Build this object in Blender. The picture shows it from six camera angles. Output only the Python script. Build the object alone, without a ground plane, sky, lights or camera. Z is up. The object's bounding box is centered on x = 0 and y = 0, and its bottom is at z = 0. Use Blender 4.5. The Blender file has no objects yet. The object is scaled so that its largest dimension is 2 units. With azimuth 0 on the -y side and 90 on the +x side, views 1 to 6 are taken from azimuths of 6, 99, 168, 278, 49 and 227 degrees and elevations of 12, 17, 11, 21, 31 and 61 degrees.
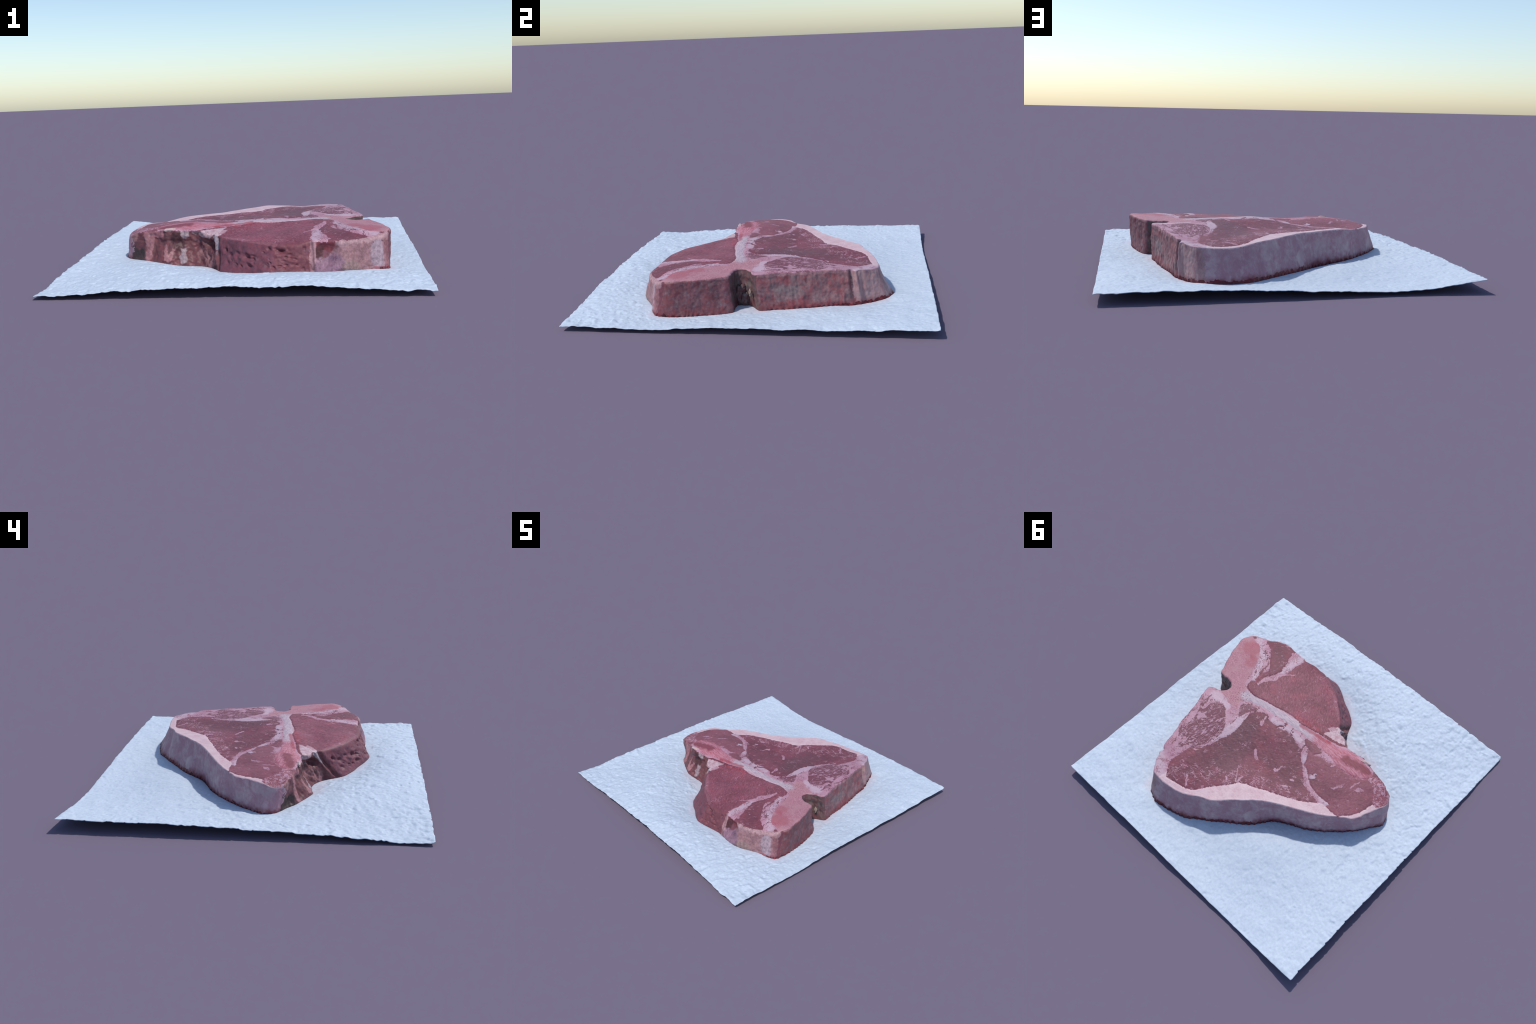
"""A raw T-bone steak lying on a crumpled square of butcher paper.

The steak is one continuous skin: a cut top face spanned inside the rim, a wall
swept from the rim down to the foot line where it rests on the paper, and a flat
underside.  The skin is then divided along the plan curves of the muscles, bone
and fat into named parts that share border vertices and normals.
"""
import bpy, math
import numpy as np
from mathutils import Vector, geometry

rng = np.random.default_rng(41)

# ---------------------------------------------------------------- measured curves
# rim of the cut face and the foot beneath it, anticlockwise from the front right
# corner: rim x, y, z, foot x, y, z

RIM_FOOT = [
 (0.806,-0.452,0.227, 0.807,-0.515,0.024),(0.815,-0.412,0.231, 0.812,-0.440,0.020),(0.802,-0.356,0.231, 0.806,-0.370,0.021),
 (0.774,-0.256,0.232, 0.797,-0.290,0.024),(0.735,-0.166,0.232, 0.762,-0.160,0.023),(0.720,-0.128,0.235, 0.732,-0.105,0.022),
 (0.690,-0.119,0.230, 0.695,-0.103,0.022),(0.648,-0.119,0.227, 0.658,-0.103,0.022),(0.606,-0.103,0.230, 0.612,-0.093,0.022),
 (0.584,-0.084,0.231, 0.605,-0.074,0.022),(0.588,-0.052,0.231, 0.606,-0.046,0.022),(0.607,-0.022,0.230, 0.620,-0.022,0.022),
 (0.630,-0.011,0.232, 0.645,0.000,0.022),(0.660,0.000,0.235, 0.670,0.018,0.022),(0.689,0.018,0.234, 0.694,0.040,0.020),
 (0.684,0.050,0.236, 0.690,0.075,0.021),(0.666,0.115,0.239, 0.676,0.129,0.021),(0.652,0.168,0.237, 0.671,0.189,0.023),
 (0.633,0.248,0.234, 0.657,0.266,0.026),(0.622,0.320,0.237, 0.640,0.348,0.025),(0.598,0.396,0.234, 0.620,0.423,0.028),
 (0.580,0.480,0.233, 0.599,0.498,0.023),(0.572,0.518,0.230, 0.594,0.535,0.021),(0.555,0.551,0.221, 0.570,0.590,0.021),
 (0.546,0.597,0.222, 0.548,0.635,0.022),(0.515,0.648,0.215, 0.526,0.680,0.024),(0.487,0.680,0.214, 0.500,0.735,0.033),
 (0.458,0.688,0.210, 0.459,0.763,0.037),(0.408,0.690,0.206, 0.405,0.779,0.033),(0.348,0.686,0.202, 0.341,0.768,0.027),
 (0.284,0.674,0.203, 0.274,0.752,0.024),(0.202,0.641,0.214, 0.190,0.724,0.025),(0.143,0.609,0.221, 0.125,0.675,0.023),
 (0.069,0.577,0.227, 0.055,0.630,0.027),(0.002,0.508,0.227, -0.020,0.570,0.025),(-0.077,0.438,0.227, -0.115,0.502,0.027),
 (-0.113,0.402,0.226, -0.155,0.463,0.025),(-0.149,0.374,0.225, -0.185,0.415,0.019),(-0.214,0.330,0.221, -0.230,0.355,0.012),
 (-0.303,0.284,0.221, -0.310,0.308,0.016),(-0.409,0.229,0.218, -0.414,0.260,0.023),(-0.466,0.193,0.213, -0.490,0.208,0.026),
 (-0.547,0.129,0.202, -0.586,0.126,0.031),(-0.627,0.071,0.203, -0.652,0.052,0.031),(-0.661,-0.006,0.203, -0.700,-0.018,0.030),
 (-0.688,-0.088,0.191, -0.742,-0.075,0.033),(-0.704,-0.138,0.178, -0.738,-0.115,0.030),(-0.692,-0.182,0.174, -0.715,-0.162,0.027),
 (-0.635,-0.220,0.195, -0.655,-0.210,0.029),(-0.575,-0.240,0.205, -0.610,-0.261,0.037),(-0.500,-0.255,0.212, -0.540,-0.300,0.035),
 (-0.440,-0.265,0.216, -0.470,-0.330,0.030),(-0.385,-0.272,0.214, -0.418,-0.345,0.024),(-0.324,-0.272,0.212, -0.345,-0.335,0.013),
 (-0.276,-0.272,0.210, -0.270,-0.332,0.011),(-0.225,-0.285,0.203, -0.210,-0.362,0.013),(-0.185,-0.315,0.196, -0.155,-0.415,0.010),
 (-0.150,-0.348,0.190, -0.130,-0.470,0.013),(-0.110,-0.395,0.185, -0.105,-0.523,0.020),(-0.071,-0.439,0.183, -0.036,-0.575,0.026),
 (-0.020,-0.483,0.184, 0.029,-0.607,0.032),(0.045,-0.530,0.187, 0.098,-0.650,0.040),(0.120,-0.557,0.190, 0.159,-0.676,0.048),
 (0.185,-0.592,0.186, 0.213,-0.676,0.050),(0.277,-0.612,0.180, 0.296,-0.658,0.046),(0.345,-0.602,0.190, 0.357,-0.645,0.043),
 (0.388,-0.585,0.203, 0.400,-0.649,0.042),(0.427,-0.590,0.204, 0.430,-0.650,0.042),(0.515,-0.604,0.200, 0.520,-0.655,0.044),
 (0.582,-0.602,0.198, 0.592,-0.637,0.047),(0.642,-0.578,0.199, 0.645,-0.600,0.036),(0.688,-0.549,0.199, 0.700,-0.570,0.036),
 (0.735,-0.528,0.207, 0.742,-0.560,0.033),(0.785,-0.493,0.218, 0.785,-0.538,0.027),
]
TOP_INNER = [(0.07,0.187,0.214),(0.505,-0.155,0.239),(-0.533,-0.089,0.217),(-0.446,0.119,0.206),(0.06,0.39,0.222),(-0.169,0.018,0.220),
 (-0.393,0.017,0.219),(-0.441,-0.058,0.223),(0.064,-0.193,0.238),(0.172,-0.15,0.241),(0.341,-0.005,0.241),(0.385,0.161,0.240),
 (0.346,-0.444,0.216),(0.186,0.245,0.215),(-0.263,0.031,0.217),(-0.106,-0.294,0.209),(-0.329,-0.183,0.236),(-0.437,-0.255,0.221),(-0.520,-0.190,0.219),
 (0.13,-0.29,0.212),(0.27,-0.31,0.220),(-0.02,-0.30,0.206),(0.13,-0.39,0.212),(0.20,-0.43,0.212),(0.27,-0.45,0.210),(0.20,-0.52,0.203),(0.64,-0.46,0.229),(0.57,-0.44,0.226)]


# plan outlines (x, y) of the muscles, bone and fat on the cut face
REGION_PLAN = {}
REGION_PLAN['bone'] = [(0.829,-0.464),(0.793,-0.478),(0.736,-0.464),(0.695,-0.460),(0.660,-0.431),(0.628,-0.390),(0.612,-0.359),(0.594,-0.329),(0.573,-0.272),(0.553,-0.216),(0.539,-0.176),(0.522,-0.147),(0.499,-0.146),(0.477,-0.141),(0.439,-0.134),(0.388,-0.136),(0.330,-0.154),(0.261,-0.166),(0.214,-0.177),(0.167,-0.188),(0.114,-0.191),(0.058,-0.187),(0.006,-0.191),(-0.041,-0.200),(-0.087,-0.211),(-0.136,-0.217),(-0.184,-0.224),(-0.239,-0.229),(-0.292,-0.254),(-0.343,-0.262),(-0.389,-0.257),(-0.437,-0.250),(-0.485,-0.243),(-0.515,-0.233),(-0.523,-0.211),(-0.515,-0.178),(-0.490,-0.153),(-0.454,-0.134),(-0.409,-0.120),(-0.370,-0.117),(-0.317,-0.117),(-0.258,-0.136),(-0.206,-0.140),(-0.151,-0.140),(-0.097,-0.140),(-0.021,-0.139),(0.049,-0.131),(0.110,-0.128),(0.163,-0.124),(0.245,-0.114),(0.297,-0.109),(0.348,-0.095),(0.391,-0.085),(0.426,-0.068),(0.453,-0.042),(0.434,-0.005),(0.464,0.018),(0.515,0.015),(0.551,-0.002),(0.611,-0.018),(0.671,-0.063),(0.759,-0.118),(0.860,-0.396),(0.859,-0.456)]
REGION_PLAN['chain'] = [(0.700,-0.545),(0.645,-0.508),(0.606,-0.480),(0.565,-0.437),(0.520,-0.385),(0.492,-0.342),(0.497,-0.298),(0.488,-0.260),(0.473,-0.286),(0.454,-0.328),(0.440,-0.362),(0.431,-0.395),(0.436,-0.437),(0.452,-0.485),(0.471,-0.523),(0.479,-0.556),(0.491,-0.578),(0.432,-0.607),(0.553,-0.653),(0.656,-0.633)]
REGION_PLAN['seam_t'] = [(0.480,-0.600),(0.455,-0.640),(0.392,-0.640),(0.384,-0.563),(0.393,-0.516),(0.399,-0.460),(0.393,-0.411),(0.350,-0.446),(0.344,-0.442),(0.387,-0.398),(0.407,-0.352),(0.402,-0.322),(0.434,-0.282),(0.452,-0.241),(0.455,-0.214),(0.468,-0.215),(0.473,-0.244),(0.472,-0.279),(0.451,-0.324),(0.436,-0.358),(0.428,-0.398),(0.442,-0.431),(0.437,-0.469),(0.462,-0.507),(0.465,-0.536)]
REGION_PLAN['tender'] = [(0.499,-0.146),(0.521,-0.203),(0.496,-0.226),(0.511,-0.265),(0.509,-0.298),(0.492,-0.342),(0.445,-0.318),(0.436,-0.358),(0.393,-0.411),(0.393,-0.516),(0.384,-0.563),(0.390,-0.595),(0.093,-0.666),(-0.113,-0.547),(-0.195,-0.403),(-0.275,-0.292),(-0.261,-0.259),(-0.179,-0.229),(-0.082,-0.216),(0.009,-0.195),(0.060,-0.183),(0.116,-0.194),(0.168,-0.188),(0.215,-0.178),(0.261,-0.167),(0.331,-0.155),(0.389,-0.136),(0.440,-0.134),(0.478,-0.142)]
REGION_PLAN['sinew'] = [(-0.095,-0.293),(-0.114,-0.333),(-0.139,-0.355),(-0.183,-0.348),(-0.224,-0.315),(-0.276,-0.284),(-0.230,-0.263),(-0.186,-0.252),(-0.139,-0.243),(-0.101,-0.238),(-0.120,-0.283)]
REGION_PLAN['loin'] = [(0.232,0.618),(0.312,0.637),(0.370,0.649),(0.406,0.654),(0.436,0.616),(0.466,0.566),(0.462,0.521),(0.455,0.478),(0.446,0.415),(0.423,0.397),(0.382,0.352),(0.361,0.300),(0.348,0.245),(0.328,0.196),(0.318,0.143),(0.321,0.095),(0.331,0.033),(0.336,-0.002),(0.338,-0.027),(0.308,-0.062),(0.271,-0.083),(0.237,-0.089),(0.220,-0.066),(0.195,-0.063),(0.146,-0.071),(0.122,-0.099),(0.103,-0.091),(0.126,-0.075),(0.133,-0.053),(0.083,-0.083),(0.046,-0.080),(0.013,-0.080),(-0.024,-0.065),(-0.066,-0.056),(-0.098,-0.031),(-0.131,-0.001),(-0.166,0.025),(-0.198,0.056),(-0.230,0.085),(-0.260,0.111),(-0.290,0.119),(-0.330,0.129),(-0.373,0.135),(-0.407,0.143),(-0.373,0.169),(-0.344,0.194),(-0.288,0.225),(-0.245,0.248),(-0.185,0.275),(-0.131,0.297),(-0.094,0.315),(-0.058,0.334),(-0.014,0.348),(0.016,0.362),(0.044,0.379),(0.061,0.417),(0.121,0.489),(0.182,0.567),(0.207,0.598)]
REGION_PLAN['flank'] = [(-0.049,-0.127),(-0.099,-0.138),(-0.120,-0.139),(-0.159,-0.132),(-0.196,-0.121),(-0.165,-0.079),(-0.212,-0.098),(-0.257,-0.095),(-0.284,-0.101),(-0.317,-0.117),(-0.370,-0.117),(-0.409,-0.120),(-0.454,-0.134),(-0.490,-0.153),(-0.515,-0.178),(-0.523,-0.211),(-0.519,-0.252),(-0.595,-0.238),(-0.767,-0.159),(-0.707,-0.196),(-0.703,-0.139),(-0.678,-0.082),(-0.657,-0.083),(-0.643,-0.057),(-0.636,-0.006),(-0.611,0.053),(-0.561,0.110),(-0.544,0.126),(-0.500,0.129),(-0.512,0.133),(-0.468,0.130),(-0.448,0.125),(-0.459,0.103),(-0.417,0.103),(-0.375,0.103),(-0.301,0.091),(-0.265,0.070),(-0.230,0.044),(-0.192,0.020),(-0.165,0.015),(-0.153,-0.021),(-0.127,-0.058),(-0.113,-0.088),(-0.086,-0.093)]
REGION_PLAN['marbled'] = [(0.628,0.047),(0.630,0.085),(0.631,0.141),(0.608,0.180),(0.590,0.230),(0.577,0.264),(0.583,0.303),(0.576,0.349),(0.572,0.386),(0.554,0.413),(0.516,0.382),(0.513,0.418),(0.517,0.464),(0.522,0.487),(0.490,0.451),(0.455,0.406),(0.431,0.389),(0.393,0.342),(0.380,0.299),(0.372,0.249),(0.368,0.203),(0.385,0.163),(0.416,0.127),(0.445,0.099),(0.496,0.057),(0.534,0.049),(0.572,0.071),(0.589,0.129),(0.597,0.150)]
REGION_PLAN['marbled2'] = [(0.381,0.046),(0.422,-0.010),(0.412,-0.053),(0.370,-0.070),(0.325,-0.072),(0.351,-0.016),(0.369,0.048)]
REGION_PLAN['gristle'] = [(-0.524,-0.182),(-0.544,-0.231),(-0.601,-0.231),(-0.686,-0.195),(-0.705,-0.155),(-0.683,-0.088),(-0.649,-0.080),(-0.608,-0.133),(-0.562,-0.174)]
REGION_PLAN['cap'] = [(0.430,0.630),(0.406,0.654),(0.370,0.649),(0.312,0.637),(0.232,0.618),(0.207,0.598),(0.182,0.567),(0.121,0.489),(0.061,0.417),(0.044,0.379),(-0.014,0.348),(-0.058,0.334),(-0.094,0.315),(-0.131,0.297),(-0.185,0.275),(-0.245,0.248),(-0.288,0.225),(-0.344,0.194),(-0.373,0.169),(-0.407,0.143),(-0.448,0.125),(-0.512,0.133),(-0.500,0.129),(-0.544,0.126),(-0.561,0.110),(-0.611,0.053),(-0.636,-0.006),(-0.643,-0.057),(-0.657,-0.083),(-0.678,-0.082),(-0.703,-0.139),(-0.733,-0.226),(-0.778,-0.111),(-0.673,0.123),(-0.363,0.346),(-0.126,0.487),(0.054,0.659),(0.40,0.76)]

# larger flecks of fat lying in the lean
STREAK_PLAN = {}
STREAK_PLAN['a'] = [(0.137,0.141),(0.125,0.136),(0.098,0.158),(0.065,0.182),(0.074,0.188),(0.106,0.178)]
STREAK_PLAN['b'] = [(-0.236,0.038),(-0.253,0.028),(-0.268,0.004),(-0.271,0.024),(-0.283,0.026),(-0.268,0.050),(-0.252,0.056)]
STREAK_PLAN['c'] = [(-0.393,0.019),(-0.412,-0.007),(-0.426,-0.037),(-0.442,-0.060),(-0.445,-0.046),(-0.436,-0.021),(-0.416,0.009),(-0.400,0.021)]
STREAK_PLAN['d'] = [(-0.470,-0.047),(-0.481,-0.063),(-0.483,-0.090),(-0.501,-0.134),(-0.498,-0.108),(-0.491,-0.087),(-0.488,-0.061)]
STREAK_PLAN['e'] = [(-0.513,-0.068),(-0.519,-0.097),(-0.552,-0.106),(-0.545,-0.079)]
STREAK_PLAN['f'] = [(0.044,0.379),(0.058,0.386),(0.057,0.398),(0.077,0.369),(0.127,0.298),(0.124,0.295),(0.071,0.366),(0.062,0.377),(0.054,0.331),(0.047,0.331),(0.047,0.375)]
STREAK_PLAN['g'] = [(0.232,-0.003),(0.242,-0.037),(0.249,-0.067),(0.243,-0.075),(0.230,-0.042),(0.216,-0.008)]
STREAK_PLAN['h'] = [(-0.050,0.169),(-0.049,0.152),(-0.064,0.150),(-0.069,0.121),(-0.073,0.108),(-0.078,0.137),(-0.073,0.166)]
STREAK_PLAN['i'] = [(0.433,0.415),(0.397,0.388),(0.394,0.396),(0.422,0.420)]
STREAK_PLAN['j'] = [(-0.293,-0.085),(-0.308,-0.115),(-0.320,-0.114),(-0.303,-0.085)]
STREAK_PLAN['k'] = [(0.323,0.559),(0.317,0.554),(0.281,0.587),(0.264,0.613),(0.267,0.622)]
STREAK_PLAN['l'] = [(0.134,0.401),(0.125,0.399),(0.105,0.412),(0.116,0.418)]
STREAK_PLAN['m'] = [(-0.166,0.210),(-0.196,0.185),(-0.196,0.197),(-0.175,0.214)]
STREAK_PLAN['n'] = [(-0.171,0.147),(-0.191,0.128),(-0.195,0.139),(-0.183,0.148)]

# heights of the paper along its four edges and at a few places inside
PAPER_Z = [
 (-.987,-.985,.021),(-.77,-.99,.028),(-.59,-.99,.040),(-.40,-.99,.049),(-.20,-.99,.054),(.03,-.99,.056),(.20,-.99,.052),
 (.40,-.99,.057),(.55,-.99,.051),(.65,-.99,.043),(.80,-.99,.035),(.989,-.997,.031),(.992,-.64,.023),(.992,-.20,.040),
 (.992,.10,.042),(.992,.23,.037),(.992,.64,.045),(.995,.99,.051),(.74,.994,.060),(.50,.994,.058),(.30,.994,.055),
 (.086,.994,.044),(-.217,.994,.034),(-.49,.994,.023),(-.71,.994,.034),(-.989,.998,.070),(-.988,.55,.069),(-.988,.14,.061),
 (-.988,-.17,.047),(-.988,-.41,.040),(-.988,-.67,.023),(-.988,-.81,.013),(-.078,-.668,.048),(.808,.298,.0386),
 (-.36,-.62,.066),(-.46,-.76,.062),(-.20,-.80,.070),(-.52,-.48,.060),(.05,-.86,.072),(.30,-.83,.068),(-.05,.86,.022),(.18,.84,.030),(-.28,.88,.016),(-.60,.56,.036),(-.42,.66,.028),(-.80,.42,.048),(-.78,-.51,.030),(-.37,-.86,.066),
 (-.35,.46,.048),(-.25,.56,.042),(.86,.66,.056),(.78,-.80,.048),(.45,-.80,.058)]


# ---------------------------------------------------------------- small maths kit
def tps_fit(xy, z, lam):
    """thin plate spline through scattered heights"""
    xy = np.asarray(xy, float); n = len(xy)
    d = np.linalg.norm(xy[:, None] - xy[None], axis=2)
    a = np.zeros((n + 3, n + 3))
    a[:n, :n] = np.where(d > 0, d * d * np.log(d + 1e-12), 0) + lam * np.eye(n)
    p = np.c_[np.ones(n), xy]
    a[:n, n:] = p; a[n:, :n] = p.T
    return xy, np.linalg.solve(a, np.r_[np.asarray(z, float), 0, 0, 0])


def tps(model, q):
    xy, w = model; q = np.asarray(q, float); out = np.empty(len(q))
    for i in range(0, len(q), 4000):
        c = q[i:i + 4000]
        d2 = ((c[:, None] - xy[None]) ** 2).sum(2) + 1e-18
        out[i:i + 4000] = (0.5 * d2 * np.log(d2)) @ w[:-3] + np.c_[np.ones(len(c)), c] @ w[-3:]
    return out


_perm = np.random.default_rng(7).permutation(4096)
_grad = np.random.default_rng(8).normal(size=(4096, 3))
_grad /= np.linalg.norm(_grad, axis=1, keepdims=True)


def noise(p, scale=1.0, seed=0):
    """gradient noise, about -1..1"""
    p = np.asarray(p, float) * scale + seed * 17.31
    i = np.floor(p).astype(int); f = p - i
    u = f * f * f * (f * (f * 6 - 15) + 10)
    out = 0
    for dx in (0, 1):
        for dy in (0, 1):
            for dz in (0, 1):
                h = _perm[(_perm[(_perm[(i[:, 0] + dx) & 4095] + i[:, 1] + dy) & 4095] + i[:, 2] + dz) & 4095]
                g = _grad[h]
                w = (u[:, 0] if dx else 1 - u[:, 0]) * (u[:, 1] if dy else 1 - u[:, 1]) * (u[:, 2] if dz else 1 - u[:, 2])
                out = out + w * (g[:, 0] * (f[:, 0] - dx) + g[:, 1] * (f[:, 1] - dy) + g[:, 2] * (f[:, 2] - dz))
    return out * 1.5


def xyz(xy, z=0.0):
    return np.c_[xy, np.full(len(xy), z)]


def catmull(pts, at, closed=True):
    """closed Catmull-Rom through pts (any width), sampled at fractional indices"""
    pts = np.asarray(pts, float); n = len(pts)
    i = np.floor(at).astype(int); t = (at - i)[:, None]
    a, b, c, d = (pts[(i + k) % n] for k in (-1, 0, 1, 2))
    return 0.5 * ((2 * b) + (c - a) * t + (2 * a - 5 * b + 4 * c - d) * t ** 2 + (3 * b - a - 3 * c + d) * t ** 3)


def arc_samples(pts, step):
    """fractional indices spaced evenly along a closed curve"""
    n = len(pts); fine = np.linspace(0, n, n * 24, endpoint=False)
    c = catmull(pts, fine)
    s = np.r_[0, np.cumsum(np.linalg.norm(np.diff(np.r_[c, c[:1]], axis=0), axis=1))]
    m = max(6, int(round(s[-1] / step)))
    return np.interp(np.arange(m) * s[-1] / m, s, np.r_[fine, n]), s[-1]


def inside(poly, q):
    """even-odd test of points q against a closed polygon"""
    poly = np.asarray(poly); q = np.asarray(q)
    res = np.zeros(len(q), bool)
    lo, hi = poly.min(0), poly.max(0)
    k = np.where((q >= lo).all(1) & (q <= hi).all(1))[0]
    if not len(k):
        return res
    k = k[np.argsort(q[k, 1], kind="stable")]
    x, y = q[k, 0], q[k, 1]; r = np.zeros(len(k), bool)
    for (x0, y0), (x1, y1) in zip(poly, np.roll(poly, -1, axis=0)):
        if y0 == y1:
            continue
        i, j = np.searchsorted(y, (min(y0, y1), max(y0, y1)))
        if i < j:
            r[i:j] ^= x[i:j] < (x1 - x0) * (y[i:j] - y0) / (y1 - y0) + x0
    res[k] = r
    return res


def bell(x, w):
    return np.exp(-(x / w) ** 2)


# ---------------------------------------------------------------- paper
ST = np.array(RIM_FOOT)
NST = len(ST)
foot_curve = catmull(ST[:, 3:6], np.linspace(0, NST, 360, endpoint=False))
_pp = np.array(PAPER_Z + [tuple(f) for f in foot_curve[::4]])
paper_model = tps_fit(_pp[:, :2], _pp[:, 2], 2e-3)


def distance_to_foot(q):
    return distance_to(foot_curve[:, :2], q)


def distance_to(line, q):
    """plan distance to the points of a line, cut off at 0.1 m"""
    d = np.full(len(q), .1)
    f = np.asarray(line, np.float32)
    cell = np.floor(q / .1).astype(int)
    order = np.lexsort((cell[:, 1], cell[:, 0]))
    cuts = np.where(np.any(np.diff(cell[order], axis=0) != 0, axis=1))[0] + 1
    for grp in np.split(order, cuts):
        c = (cell[grp[0]] + .5) * .1
        near = f[(np.abs(f - c) < .16).all(1)]
        if len(near):
            p = q[grp].astype(np.float32)
            d[grp] = np.minimum(.1, np.sqrt(((p[:, None] - near[None]) ** 2).sum(2).min(1)))
    return d


def paper_height(q):
    z = tps(paper_model, q)
    p = xyz(q)
    rough = 0.74 + 0.26 * np.clip((-q[:, 1] * 0.8 - q[:, 0] * 0.35 + 0.1) * 2.2, -0.6, 1)
    d = distance_to_foot(q)
    calm = np.clip(d / 0.06, 0.15, 1)
    waves = 0.0030 * noise(p, 4.5, 1) + 0.0032 * noise(p * (1, 1.3, 1), 9, 2)
    # embossed lumps and pressed-in dimples, thicker towards the front and the left
    soft = 0.0030 * noise(p, 22, 3) + 0.0020 * noise(p * (1.2, .9, 1), 46, 4)
    lump = 0.0120 * np.clip(noise(p, 19, 5) - .34, 0, 1) - 0.0150 * np.clip(noise(p * (1.1, .85, 1), 19, 6) - .36, 0, 1)
    lump += 0.0080 * np.clip(noise(p, 38, 7) - .36, 0, 1) - 0.0080 * np.clip(noise(p, 36, 8) - .38, 0, 1)
    fine = 0.0007 * noise(p, 95, 9)
    # edges flutter
    e = np.abs(q).max(1)
    flutter = np.clip((e - .93) / .06, 0, 1) * (0.0045 * noise(p, 8, 10) + 0.003 * noise(p, 19, 15))
    return z + calm * (waves + rough * (soft + lump)) + fine + flutter


def new_mesh(name, v, f, mats, smooth=True):
    me = bpy.data.meshes.new(name)
    me.from_pydata([tuple(p) for p in v], [], [tuple(int(i) for i in q) for q in f])
    for m in mats:
        me.materials.append(m)
    if smooth:
        me.polygons.foreach_set("use_smooth", [True] * len(me.polygons))
    me.update()
    return me


def link(name, data, parent=None):
    ob = bpy.data.objects.new(name, data)
    bpy.context.scene.collection.objects.link(ob)
    ob.parent = parent
    return ob


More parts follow.
